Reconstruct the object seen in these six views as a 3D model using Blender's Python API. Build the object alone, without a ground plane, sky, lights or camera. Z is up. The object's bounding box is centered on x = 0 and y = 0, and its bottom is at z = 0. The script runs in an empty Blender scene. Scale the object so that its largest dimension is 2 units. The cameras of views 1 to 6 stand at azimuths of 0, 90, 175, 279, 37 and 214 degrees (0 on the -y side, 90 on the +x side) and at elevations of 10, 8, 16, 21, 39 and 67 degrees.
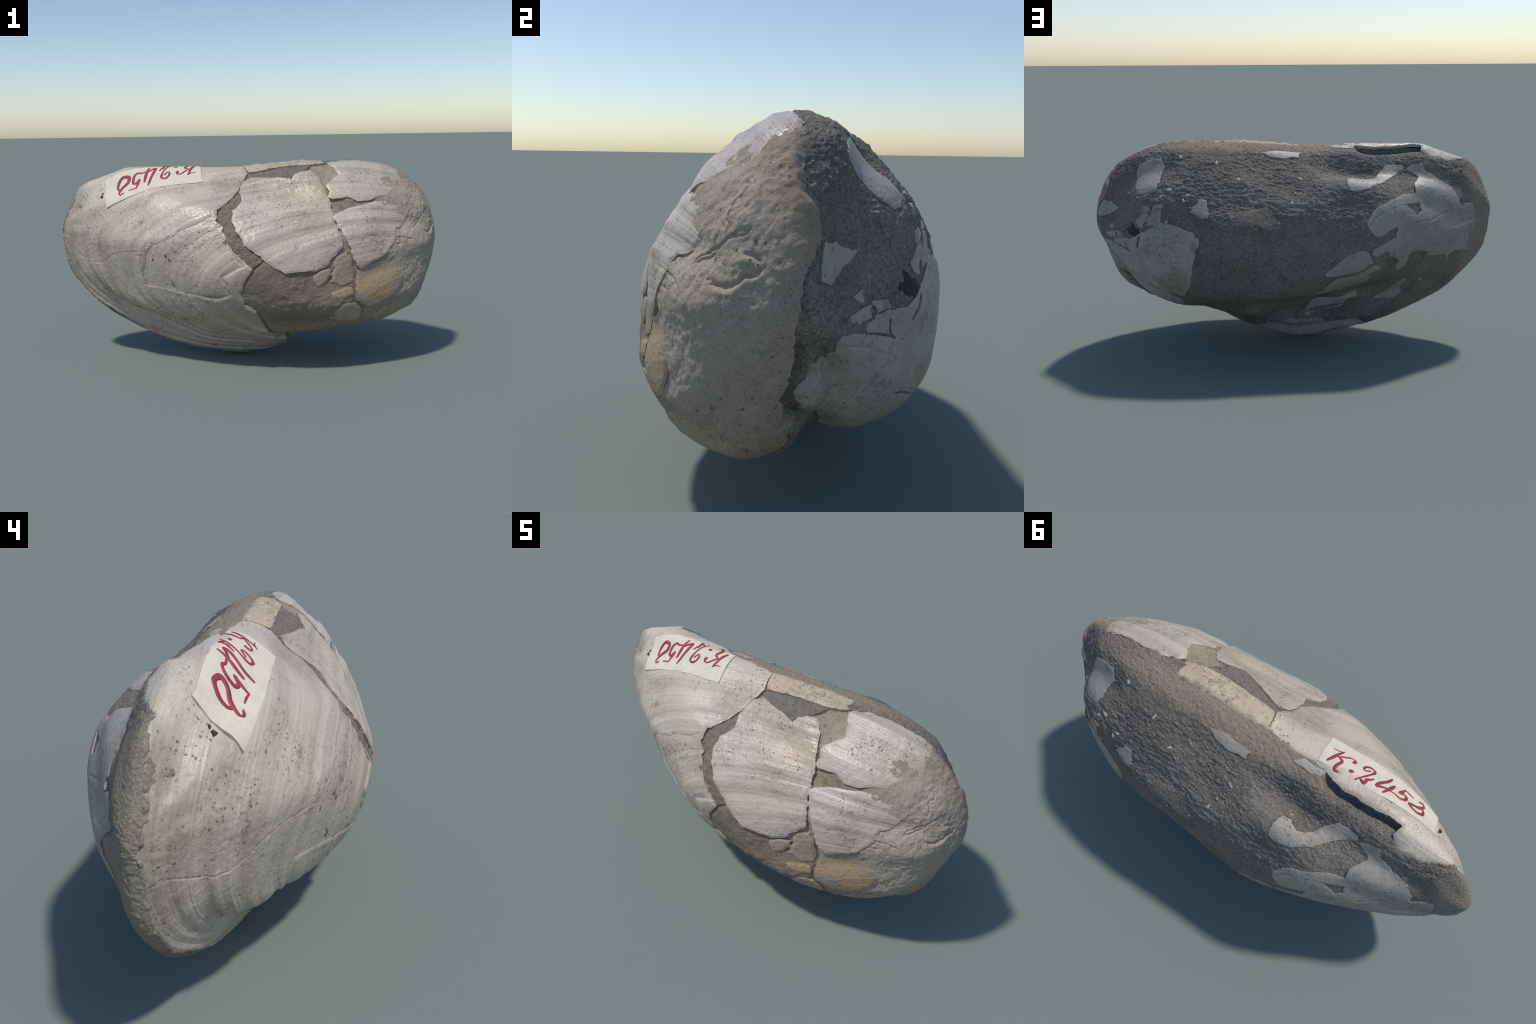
"""Fossil clam on its side: two valves still joined, filled with grey rock.

The near valve (-y) keeps its shell: one large piece, three loose ridged plates,
small stained flakes and a crust of sediment.  The far valve (+y) is worn down to
the rock filling, with flakes of shell left on it.  A paper label with red ink
numbers is glued along the upper edge.

The body is a loft of cross-sections along x.  Every piece is laid out on a valve
chart: an equal-area map of the body, centre = middle of the valve, radius 1 = the
seam between the valves.  Pieces get their own edges, thickness and relief.
"""
import bpy
import math
import numpy as np
from mathutils.geometry import delaunay_2d_cdt

RNG = np.random.default_rng(7)

# ------------------------------------------------------------------ body loft
# Radius (cm) of each cross-section at 24 angles, from +y over the top (+z) round.
SECTIONS = np.array([
    [4.2, 4.0, 4.4, 5.6, 7.6, 9.5, 11.2, 9.7, 7.2, 5.5, 4.6, 4.2, 4.1, 4.2, 4.5, 5.5, 7.4, 10.4, 16.7, 11.9, 7.3, 5.3, 4.5, 4.3],
    [11.0, 9.2, 10.2, 12.3, 15.8, 20.4, 26.4, 16.6, 14.2, 11.7, 10.5, 9.4, 8.9, 9.0, 9.7, 11.2, 14.3, 19.3, 26.6, 20.8, 15.0, 11.9, 10.9, 10.8],
    [19.4, 17.2, 19.2, 21.0, 23.3, 30.3, 33.7, 26.1, 23.6, 19.7, 18.0, 16.7, 15.6, 15.3, 16.1, 18.4, 21.8, 25.2, 35.9, 31.4, 24.1, 21.1, 19.8, 19.7],
    [29.1, 29.6, 29.5, 32.1, 31.4, 38.6, 40.6, 33.1, 30.1, 27.0, 26.1, 25.6, 23.8, 23.0, 23.6, 26.2, 30.4, 31.3, 43.3, 38.1, 31.7, 29.2, 28.1, 28.0],
    [37.9, 38.9, 39.2, 37.8, 35.3, 40.4, 43.3, 38.0, 35.7, 33.5, 32.5, 33.2, 31.7, 31.0, 31.8, 33.9, 35.1, 33.0, 48.9, 44.9, 34.5, 32.0, 34.6, 35.8],
    [44.2, 42.9, 41.2, 42.6, 37.1, 43.9, 44.5, 39.4, 36.4, 38.2, 37.4, 37.1, 37.7, 38.4, 38.7, 39.7, 39.9, 42.0, 53.0, 49.4, 33.0, 32.8, 39.1, 43.6],
    [44.6, 44.0, 43.5, 41.9, 43.0, 45.9, 45.3, 39.9, 38.3, 36.9, 38.0, 39.2, 40.7, 41.9, 42.7, 43.0, 44.0, 40.9, 54.5, 52.1, 32.2, 35.7, 43.4, 45.8],
    [44.6, 45.4, 42.4, 42.1, 43.0, 47.2, 46.8, 43.9, 37.3, 37.2, 36.7, 37.3, 40.3, 42.7, 45.3, 43.6, 44.5, 43.8, 48.7, 47.8, 45.3, 41.5, 44.3, 43.2],
    [43.4, 43.3, 42.1, 42.9, 45.1, 46.4, 45.8, 41.9, 38.2, 34.6, 34.3, 35.3, 35.6, 37.5, 43.5, 44.7, 43.9, 41.9, 36.9, 39.5, 39.8, 41.5, 44.6, 43.4],
    [37.6, 37.4, 38.6, 38.6, 38.6, 43.9, 43.6, 38.3, 35.7, 32.6, 32.1, 31.7, 31.4, 31.7, 37.7, 41.7, 43.1, 41.0, 37.1, 34.0, 38.1, 40.4, 40.8, 38.8],
    [28.8, 27.9, 29.6, 29.9, 30.4, 36.3, 37.3, 32.4, 29.3, 26.9, 23.7, 25.4, 26.9, 27.7, 31.3, 36.1, 37.9, 38.6, 35.2, 26.5, 30.4, 30.3, 29.0, 27.1],
    [14.7, 13.9, 12.3, 14.2, 16.8, 22.2, 26.4, 23.3, 20.6, 18.2, 16.2, 17.1, 19.3, 20.1, 22.7, 26.3, 27.4, 32.1, 25.5, 21.2, 13.8, 16.7, 17.0, 15.5],
    [6.9, 6.8, 7.0, 8.1, 9.3, 10.7, 11.8, 10.4, 9.3, 8.6, 8.1, 8.0, 8.4, 9.0, 10.2, 11.8, 12.2, 12.3, 10.2, 8.7, 7.2, 7.7, 7.7, 7.3],
]) / 100.0
NS, NT = SECTIONS.shape
END_LOW, END_HIGH = (0.997, 0.07, 0.664), (0.997, 0, 0.654)


def cubic(t):
    return np.stack([-.5*t + t*t - .5*t**3, 1 - 2.5*t*t + 1.5*t**3,
                     .5*t + 2*t*t - 1.5*t**3, -.5*t*t + .5*t**3], -1)


def section_radius(phi, theta):
    """Smooth radius between the section control values (signed across the ends)."""
    f = phi / np.pi * (NS + 1)
    i = np.clip(np.floor(f).astype(int), 0, NS)
    wi = cubic(f - i)
    g = (theta / (2*np.pi) * NT) % NT
    j = np.floor(g).astype(int)
    wj = cubic(g - j)
    out = np.zeros_like(phi)
    for a in range(4):
        ii = i + a - 1
        for b in range(4):
            jj = (j + b - 1) % NT
            k, q, s = ii.copy(), jj.copy(), np.ones_like(phi)
            low = ii < 0
            high = ii > NS + 1
            k[low] = -ii[low]
            k[high] = 2*(NS + 1) - ii[high]
            flip = low | high
            q[flip] = (jj[flip] + NT//2) % NT
            s[flip] = -1
            ok = (k >= 1) & (k <= NS)
            val = np.where(ok, SECTIONS[np.clip(k - 1, 0, NS - 1), q], 0.0)
            out += wi[:, a] * wj[:, b] * s * val
    return out


def body(d):
    """Unit direction -> point on the body surface."""
    phi = np.arccos(np.clip(-d[:, 0], -1, 1))
    theta = np.arctan2(d[:, 2], d[:, 1]) % (2*np.pi)
    r = section_radius(phi, theta)
    x = -np.cos(phi)
    t = (x + 1) / 2
    bow = 1 - x*x
    y = END_LOW[1]*(1 - t) + END_HIGH[1]*t - 0.06*bow
    z = END_LOW[2]*(1 - t) + END_HIGH[2]*t - 0.10*bow
    x = np.where(x < 0, x*END_LOW[0], x*END_HIGH[0])
    return np.stack([x, y + r*np.cos(theta), z + r*np.sin(theta)], -1)


def chart_dir(p, side):
    """Chart point -> unit direction.  side -1: near valve (-y), +1: far valve."""
    r2 = np.minimum((p*p).sum(-1), 1.9999)
    k = np.sqrt(2 - r2)
    return np.stack([p[:, 0]*k, side*(1 - r2), p[:, 1]*k], -1)


def dir_chart(d, side):
    q = np.sqrt(np.maximum(1 + side*d[:, 1], 1e-9))
    return np.stack([d[:, 0]/q, d[:, 2]/q], -1)


def frame(p, side):
    """Chart points -> surface points and outward normals."""
    e = 4e-4
    P = body(chart_dir(p, side))
    a = body(chart_dir(p + [e, 0], side)) - body(chart_dir(p - [e, 0], side))
    b = body(chart_dir(p + [0, e], side)) - body(chart_dir(p - [0, e], side))
    n = np.cross(b, a) * side
    n /= np.linalg.norm(n, axis=-1, keepdims=True) + 1e-12
    return P, n


# ------------------------------------------------------------------ noise tools
def hash3(i, j, k, seed):
    h = (i*374761393 + j*668265263 + k*2147483647 + seed*1442695041).astype(np.int64) & 0xffffffff
    h = ((h ^ (h >> 13)) * 1274126177) & 0xffffffff
    h = ((h ^ (h >> 16)) * 2246822519) & 0xffffffff
    return ((h ^ (h >> 15)) & 0xffff) / 32767.5 - 1.0


def noise(P, scale, seed=0):
    q = P * scale + 31.7
    i = np.floor(q).astype(np.int64)
    f = q - i
    u = f*f*f*(f*(f*6 - 15) + 10)
    out = 0
    for a in (0, 1):
        for b in (0, 1):
            for c in (0, 1):
                w = ((u[:, 0] if a else 1 - u[:, 0]) * (u[:, 1] if b else 1 - u[:, 1])
                     * (u[:, 2] if c else 1 - u[:, 2]))
                out = out + w*hash3(i[:, 0] + a, i[:, 1] + b, i[:, 2] + c, seed)
    return out


def fbm(P, scale, octaves=3, seed=0):
    s, amp = 0, 1.0
    for o in range(octaves):
        s = s + amp*noise(P, scale*2.03**o, seed + 11*o)
        amp *= 0.5
    return s


def noise1(t, seed=0):
    i = np.floor(t).astype(np.int64)
    f = t - i
    u = f*f*(3 - 2*f)
    z = np.zeros_like(i)
    return hash3(i, z, z, seed)*(1 - u) + hash3(i + 1, z, z, seed)*u


def step(a, b, x):
    t = np.clip((x - a)/(b - a), 0, 1)
    return t*t*(3 - 2*t)


# --------------------------------------------------------------- chart geometry
def inside(p, poly):
    x, y = p[:, 0], p[:, 1]
    res = np.zeros(len(p), bool)
    for (x0, y0), (x1, y1) in zip(poly, np.roll(poly, -1, 0)):
        if y0 == y1:
            continue
        hit = ((y0 > y) != (y1 > y)) & (x < (x1 - x0)*(y - y0)/(y1 - y0) + x0)
        res ^= hit
    return res


def resample(pts, spacing, closed=True, smooth=False):
    pts = np.asarray(pts, float)
    n = len(pts)
    out = []
    for i in range(n if closed else n - 1):
        if smooth:
            ids = [(i - 1) % n, i, (i + 1) % n, (i + 2) % n] if closed else \
                  [max(i - 1, 0), i, i + 1, min(i + 2, n - 1)]
        a, b = pts[i], pts[(i + 1) % n]
        m = max(1, int(np.ceil(np.linalg.norm(b - a)/spacing)))
        for k in range(m):
            t = k/m
            out.append(cubic(np.array(t)) @ pts[ids] if smooth else a + (b - a)*t)
    if not closed:
        out.append(pts[-1])
    return np.array(out)


def distance(P, Q):
    """Distance of points P to the nearest of points Q."""
    out = np.empty(len(P))
    for i in range(0, len(P), 20000):
        c = P[i:i + 20000]
        d2 = (c*c).sum(1)[:, None] + (Q*Q).sum(1)[None] - 2*c @ Q.T
        out[i:i + 20000] = np.sqrt(np.maximum(d2.min(1), 0))
    return out


def line3d(pts, side, spacing=0.004):
    p = resample(pts, spacing, closed=False, smooth=True)
    return body(chart_dir(p, side))


# ---------------------------------------------------------------- growth lines
# Shell growth lines all start at the beak: nested ellipsoids touching there.
BEAK = np.array([1.2, -0.058, 0.227])
GROWTH_SCALE = np.array([1.0, 1.512, 2.539])
GROWTH_AXIS = np.array([-0.899, -1.947, 1.0])


def growth(P):
    q = (P - BEAK)*GROWTH_SCALE
    return (q*q).sum(1) / np.maximum(2*(q @ GROWTH_AXIS), 1e-3)


def growth_relief(P, amp, freq=46.0):
    g = growth(P) + 0.003*noise(P, 5, 3)
    r = 0.5*noise1(g*freq, 5) + 0.16*noise1(g*freq*2.6, 6) + 0.6*noise1(g*freq*.4, 7)
    return amp*r + amp*0.12*fbm(P, 40, 2, 9)


# ------------------------------------------------------------------- materials
def new_material(name):
    m = bpy.data.materials.new(name)
    m.use_nodes = True
    nt = m.node_tree
    nt.nodes.clear()
    out = nt.nodes.new('ShaderNodeOutputMaterial')
    bsdf = nt.nodes.new('ShaderNodeBsdfPrincipled')
    nt.links.new(bsdf.outputs[0], out.inputs[0])
    tc = nt.nodes.new('ShaderNodeTexCoord')
    return m, nt, bsdf, tc.outputs['Object']


class Nodes:
    def __init__(self, nt, co):
        self.nt, self.co = nt, co

    def put(self, sock, val):
        if hasattr(val, 'links') or hasattr(val, 'is_linked'):
            self.nt.links.new(val, sock)
        else:
            sock.default_value = val

    def noise(self, scale, detail=3, rough=0.55, co=None, stretch=None):
        n = self.nt.nodes.new('ShaderNodeTexNoise')
        n.inputs['Scale'].default_value = scale
        n.inputs['Detail'].default_value = detail
        n.inputs['Roughness'].default_value = rough
        src = co or self.co
        if stretch:
            mp = self.nt.nodes.new('ShaderNodeMapping')
            mp.inputs['Scale'].default_value = stretch
            self.nt.links.new(src, mp.inputs[0])
            src = mp.outputs[0]
        self.nt.links.new(src, n.inputs['Vector'])
        return n.outputs[0]

    def noise1(self, w, detail=2):
        n = self.nt.nodes.new('ShaderNodeTexNoise')
        n.noise_dimensions = '1D'
        n.inputs['Scale'].default_value = 1
        n.inputs['Detail'].default_value = detail
        self.nt.links.new(w, n.inputs['W'])
        return n.outputs[0]

    def voronoi(self, scale):
        n = self.nt.nodes.new('ShaderNodeTexVoronoi')
        n.inputs['Scale'].default_value = scale
        self.nt.links.new(self.co, n.inputs['Vector'])
        return n.outputs['Distance'], n.outputs['Color']

    def math(self, op, a, b=0.0, clamp=False):
        n = self.nt.nodes.new('ShaderNodeMath')
        n.operation = op
        n.use_clamp = clamp
        self.put(n.inputs[0], a)
        self.put(n.inputs[1], b)
        return n.outputs[0]

    def vec(self, op, a, b):
        n = self.nt.nodes.new('ShaderNodeVectorMath')
        n.operation = op
        self.put(n.inputs[0], a)
        self.put(n.inputs[1], b)
        return n.outputs['Value' if op in ('DOT_PRODUCT', 'LENGTH', 'DISTANCE') else 'Vector']

    def ramp(self, val, lo, hi, a=0.0, b=1.0):
        n = self.nt.nodes.new('ShaderNodeMapRange')
        n.interpolation_type = 'SMOOTHSTEP'
        self.put(n.inputs[0], val)
        for i, v in enumerate((lo, hi, a, b)):
            n.inputs[i + 1].default_value = v
        return n.outputs[0]

    def mix(self, fac, a, b):
        n = self.nt.nodes.new('ShaderNodeMix')
        n.data_type = 'RGBA'
        self.put(n.inputs[0], fac)
        for sock, v in ((n.inputs[6], a), (n.inputs[7], b)):
            self.put(sock, (*v, 1) if isinstance(v, tuple) else v)
        return n.outputs[2]

    def blob(self, centre, size, soft=0.6, wobble=0.5):
        """1 inside a noisy ellipsoid, 0 outside."""
        d = self.vec('SUBTRACT', self.co, centre)
        d = self.vec('DIVIDE', d, size)
        r = self.vec('LENGTH', d, (0, 0, 0))
        n = self.noise(9, 4, 0.65)
        r = self.math('ADD', r, self.math('MULTIPLY', self.math('SUBTRACT', n, 0.5), wobble*2))
        return self.ramp(r, 1 + soft*.5, 1 - soft*.5)

    def bump(self, height, dist, strength=1.0, normal=None):
        n = self.nt.nodes.new('ShaderNodeBump')
        n.inputs['Distance'].default_value = dist
        n.inputs['Strength'].default_value = strength
        self.nt.links.new(height, n.inputs['Height'])
        if normal is not None:
            self.nt.links.new(normal, n.inputs['Normal'])
        return n.outputs[0]

    def growth(self):
        q = self.vec('SUBTRACT', self.co, tuple(BEAK))
        q = self.vec('MULTIPLY', q, tuple(GROWTH_SCALE))
        num = self.vec('DOT_PRODUCT', q, q)
        den = self.math('MAXIMUM', self.math('MULTIPLY', self.vec('DOT_PRODUCT', q, tuple(GROWTH_AXIS)), 2.0), 0.001)
        return self.math('DIVIDE', num, den)


def finish(N, bsdf, col, rough, normal):
    N.put(bsdf.inputs['Base Color'], col)
    N.put(bsdf.inputs['Roughness'], rough)
    N.put(bsdf.inputs['Normal'], normal)


def pits_mask(N, scale, size, patch_scale, lo, hi):
    """Small irregular dark specks gathered in patches."""
    cells, tone = N.voronoi(scale)
    sep = N.nt.nodes.new('ShaderNodeSeparateColor')
    N.nt.links.new(tone, sep.inputs[0])
    ragged = N.math('MULTIPLY', N.math('SUBTRACT', N.noise(scale*1.7, 3, 0.7), 0.5), 1.1)
    own = N.math('MULTIPLY', sep.outputs[0], 0.32)      # every speck its own size
    d = N.math('ADD', N.math('ADD', cells, ragged), own)
    spot = N.ramp(d, size + 0.08, size - 0.08)
    patch = N.ramp(N.noise(patch_scale, 5, 0.7), lo, hi)
    return N.math('MULTIPLY', spot, patch)


def shell_material(name, base, warm, dirt=0.5, band=0.5, gloss=0.42, stains=(), lined=1.0, worn=0.0):
    m, nt, bsdf, co = new_material(name)
    N = Nodes(nt, co)
    g = N.growth()
    wob = N.math('ADD', g, N.math('MULTIPLY', N.noise(6, 2), 0.012))
    fine = N.noise1(N.math('MULTIPLY', wob, 82.0), 3)
    broad = N.noise1(N.math('MULTIPLY', wob, 17.0), 3)
    col = N.mix(N.ramp(N.noise(3.2, 4), 0.36, 0.66), base, warm)
    dark = tuple(c*0.70 for c in base)
    pale = tuple(min(1, c*1.16) for c in base)
    brown = (0.20, 0.155, 0.115)
    if lined:
        col = N.mix(N.math('MULTIPLY', N.ramp(fine, 0.56, 0.34), 0.6*band), col, dark)
        col = N.mix(N.math('MULTIPLY', N.ramp(fine, 0.52, 0.72), 0.5*band), col, pale)
        pink = (base[0]*0.72, base[1]*0.66, base[2]*0.62)
        col = N.mix(N.math('MULTIPLY', N.ramp(broad, 0.44, 0.62), 0.9*band), col, pink)
    # grime: soft patches that follow the growth lines, then specks
    grime = N.ramp(N.noise(5.5, 6, 0.7), 0.44, 0.68)
    streak = N.ramp(N.noise1(N.math('MULTIPLY', wob, 30.0), 3), 0.42, 0.66)
    grime = N.math('MULTIPLY', grime, N.math('ADD', N.math('MULTIPLY', streak, 0.6*lined), 1 - 0.6*lined))
    grime = N.math('MULTIPLY', grime, N.ramp(N.noise(48, 5, 0.75), 0.40, 0.60))
    col = N.mix(N.math('MULTIPLY', grime, min(1, 1.1*dirt)), col, brown)
    for centre, size, tint, amount in stains:
        mottle = N.ramp(N.noise(38, 4, 0.7), 0.30, 0.62, 0.35, 1.0)
        col = N.mix(N.math('MULTIPLY', N.math('MULTIPLY', N.blob(centre, size, 0.9, 0.8), mottle), amount), col, tint)
    if worn:
        gone = N.ramp(N.noise(13, 6, 0.72), 0.55, 0.63)
        col = N.mix(N.math('MULTIPLY', gone, worn), col, (0.185, 0.165, 0.138))
    sp = pits_mask(N, 75, 0.27, 5.5, 0.45, 0.58)
    col = N.mix(N.math('MULTIPLY', sp, 0.8*min(1, dirt + .2)), col, (0.10, 0.068, 0.045))
    sp2 = pits_mask(N, 34, 0.16, 3, 0.3, 0.62)
    col = N.mix(N.math('MULTIPLY', sp2, 0.75*dirt), col, (0.12, 0.085, 0.06))
    col = N.mix(N.ramp(N.noise(160, 2), 0.4, 0.75, 0.0, 0.22), col, dark)
    h = N.noise(70, 4, 0.6)
    if lined:
        h = N.math('ADD', h, N.math('MULTIPLY', fine, 0.7*lined))
    h = N.math('SUBTRACT', h, N.math('MULTIPLY', sp, 0.9))
    rough = N.ramp(N.noise(4, 4), 0.35, 0.7, gloss, gloss + 0.22)
    finish(N, bsdf, col, rough, N.bump(h, 0.0035, 0.8))
    bsdf.inputs['Specular IOR Level'].default_value = 0.5
    return m


def stone_material(name, base, light, dark, brown, grain=1.0, pits=0.5, bump=0.006, patches=()):
    m, nt, bsdf, co = new_material(name)
    N = Nodes(nt, co)
    col = N.mix(N.ramp(N.noise(4.5, 5, 0.6), 0.32, 0.68), dark, base)
    col = N.mix(N.ramp(N.noise(9, 4), 0.52, 0.74, 0, 0.55), col, brown)
    col = N.mix(N.ramp(N.noise(24, 6, 0.72), 0.50, 0.64, 0, 0.55), col, tuple(c*0.72 for c in dark))
    gr = N.noise(140, 4, 0.8)
    col = N.mix(N.math('MULTIPLY', N.ramp(gr, 0.52, 0.70), 0.75*grain), col, light)
    col = N.mix(N.math('MULTIPLY', N.ramp(gr, 0.48, 0.34), 0.85*grain), col, tuple(c*0.25 for c in dark))
    for centre, size, tint, amount in patches:
        col = N.mix(N.math('MULTIPLY', N.blob(centre, size), N.ramp(gr, 0.34, 0.6, 0.45*amount, amount)), col, tint)
    d, vc = N.voronoi(85)
    pale = N.math('MULTIPLY', N.ramp(d, 0.20, 0.10), N.ramp(N.noise(13, 3), 0.60, 0.68))
    col = N.mix(N.math('MULTIPLY', pale, 0.7*grain), col, tuple(min(1, c*1.5) for c in light))
    sp = pits_mask(N, 70, 0.25, 5, 0.42, 0.60)
    col = N.mix(N.math('MULTIPLY', sp, pits), col, (0.055, 0.042, 0.032))
    h = N.math('ADD', N.noise(60, 5, 0.72), N.math('MULTIPLY', gr, 0.5))
    h = N.math('SUBTRACT', h, N.math('MULTIPLY', sp, 0.35*pits))
    finish(N, bsdf, col, 0.85, N.bump(h, bump, 1.0))
    bsdf.inputs['Specular IOR Level'].default_value = 0.3
    return m


def plain_material(name, colour, rough, tint=None, bump=0.001):
    m, nt, bsdf, co = new_material(name)
    N = Nodes(nt, co)
    col = N.mix(N.ramp(N.noise(30, 4), 0.35, 0.7), colour, tint or tuple(c*0.85 for c in colour))
    finish(N, bsdf, col, rough, N.bump(N.noise(120, 3), bump))
    return m


MAT = {
    'shell': shell_material('nacre_shell', (0.445, 0.382, 0.328), (0.510, 0.436, 0.350), 0.8, 0.48, 0.26, stains=(
        ((-0.80, 0.04, 0.93), (0.24, 0.16, 0.14), (0.56, 0.50, 0.40), 0.8),
        ((-0.1, -0.03, 1.0), (0.4, 0.10, 0.08), (0.55, 0.475, 0.37), 0.8),
        ((-0.93, 0.04, 0.70), (0.10, 0.10, 0.24), (0.22, 0.17, 0.125), 0.65),
        ((-0.08, -0.18, 0.94), (0.12, 0.12, 0.09), (0.24, 0.19, 0.14), 0.6),
        ((-0.10, -0.33, 0.74), (0.07, 0.10, 0.14), (0.24, 0.19, 0.14), 0.5),
        ((-0.70, -0.10, 0.40), (0.22, 0.12, 0.12), (0.24, 0.20, 0.155), 0.4),
        ((-0.02, -0.32, 0.40), (0.20, 0.2, 0.15), (0.27, 0.22, 0.17), 0.75))),
    'plate': shell_material('ridged_shell', (0.475, 0.408, 0.350), (0.525, 0.445, 0.355), 0.85, 0.55, 0.25, stains=(
        ((0.34, -0.24, 0.88), (0.12, 0.1, 0.07), (0.52, 0.40, 0.26), 0.6),
        ((0.16, -0.22, 0.94), (0.26, 0.12, 0.07), (0.25, 0.19, 0.135), 0.5),
        ((0.28, -0.33, 0.76), (0.14, 0.1, 0.05), (0.27, 0.21, 0.15), 0.45),
        ((0.80, -0.10, 0.86), (0.12, 0.14, 0.14), (0.30, 0.24, 0.18), 0.5))),
    'strip': shell_material('weathered_shell', (0.490, 0.404, 0.299), (0.408, 0.325, 0.239), 1.0, 0.2, 0.6, lined=0.25),
    'stained': shell_material('stained_shell', (0.337, 0.281, 0.212), (0.306, 0.251, 0.193), 0.7, 0.25, 0.5, stains=(
        ((0.66, -0.33, 0.47), (0.17, 0.14, 0.075), (0.345, 0.225, 0.105), 0.75),
        ((0.38, -0.40, 0.42), (0.15, 0.12, 0.06), (0.345, 0.215, 0.105), 0.75),
        ((0.70, -0.32, 0.39), (0.10, 0.1, 0.03), (0.38, 0.25, 0.105), 0.8))),
    'flake': shell_material('pale_flake', (0.35, 0.322, 0.28), (0.315, 0.287, 0.245), 0.6, 0.12, 0.4, stains=(
        ((0.62, 0.40, 0.42), (0.10, 0.12, 0.07), (0.19, 0.14, 0.08), 0.75),
        ((-0.75, 0.30, 0.62), (0.35, 0.3, 0.35), (0.22, 0.20, 0.175), 0.6),
        ((-0.35, 0.42, 0.40), (0.30, 0.3, 0.2), (0.25, 0.22, 0.18), 0.5),
        ((0.76, 0.36, 0.42), (0.03, 0.12, 0.14), (0.22, 0.17, 0.11), 0.6)), lined=0.0, worn=0.75),
    'crust': stone_material('sediment_crust', (0.377, 0.310, 0.235), (0.469, 0.394, 0.304), (0.270, 0.219, 0.164),
                            (0.255, 0.192, 0.133), 0.55, 0.85, 0.005, patches=(
        ((0.35, -0.30, 0.22), (0.34, 0.25, 0.10), (0.22, 0.185, 0.148), 0.6),
        ((0.12, -0.40, 0.52), (0.24, 0.2, 0.13), (0.155, 0.128, 0.10), 0.85),
        ((0.28, -0.36, 0.36), (0.36, 0.25, 0.12), (0.165, 0.135, 0.105), 0.75),
        ((0.42, -0.38, 0.46), (0.20, 0.2, 0.07), (0.19, 0.145, 0.105), 0.75),
        ((0.62, -0.25, 0.86), (0.24, 0.14, 0.06), (0.20, 0.155, 0.115), 0.6),
        ((0.86, -0.20, 0.66), (0.22, 0.22, 0.30), (0.42, 0.365, 0.31), 0.65),
        ((0.90, 0.04, 0.82), (0.12, 0.08, 0.18), (0.31, 0.232, 0.17), 0.6))),
    'rock': stone_material('grey_rock', (0.225, 0.202, 0.172), (0.46, 0.425, 0.37), (0.145, 0.13, 0.111),
                           (0.20, 0.16, 0.118), 0.9, 0.15, 0.006, patches=(
        ((0.20, 0.06, 1.0), (0.5, 0.07, 0.06), (0.31, 0.255, 0.19), 0.85),
        ((-0.97, 0.10, 0.60), (0.15, 0.14, 0.50), (0.33, 0.28, 0.215), 0.7),
        ((0.25, -0.42, 0.75), (0.75, 0.36, 0.5), (0.215, 0.17, 0.128), 0.75))),
    'paper': plain_material('label_paper', (0.62, 0.56, 0.45), 0.8, (0.55, 0.495, 0.40), 0.0008),
    'ink': plain_material('red_ink', (0.33, 0.030, 0.052), 0.6, (0.22, 0.012, 0.032)),
    'black': plain_material('black_tar', (0.022, 0.018, 0.018), 0.7, (0.04, 0.033, 0.03), 0.004),
    'chip': plain_material('white_chip', (0.44, 0.42, 0.38), 0.5),
}

# ---------------------------------------------------------------- mesh helpers
ROOT = bpy.data.objects.new('fossil_clam', None)
bpy.context.scene.collection.objects.link(ROOT)
ROOT['label'] = 'grey-white fossil clam shell in dark rock with paper label'
ROOT['category'] = 'fossil shell'


def add_mesh(name, verts, faces, mat, parent=ROOT, smooth=True, loops=None):
    me = bpy.data.meshes.new(name)
    nv, nf = len(verts), len(faces)
    k = faces.shape[1]
    me.vertices.add(nv)
    me.vertices.foreach_set('co', np.asarray(verts, np.float32).ravel())
    me.loops.add(nf*k)
    me.loops.foreach_set('vertex_index', np.asarray(faces, np.int32).ravel())
    me.polygons.add(nf)
    me.polygons.foreach_set('loop_start', np.arange(0, nf*k, k, dtype=np.int32))
    me.polygons.foreach_set('loop_total', np.full(nf, k, np.int32))
    me.polygons.foreach_set('use_smooth', np.full(nf, smooth, bool))
    me.update(calc_edges=True)
    me.validate()
    me.materials.append(mat)
    ob = bpy.data.objects.new(name, me)
    bpy.context.scene.collection.objects.link(ob)
    ob.parent = parent
    return ob


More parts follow.
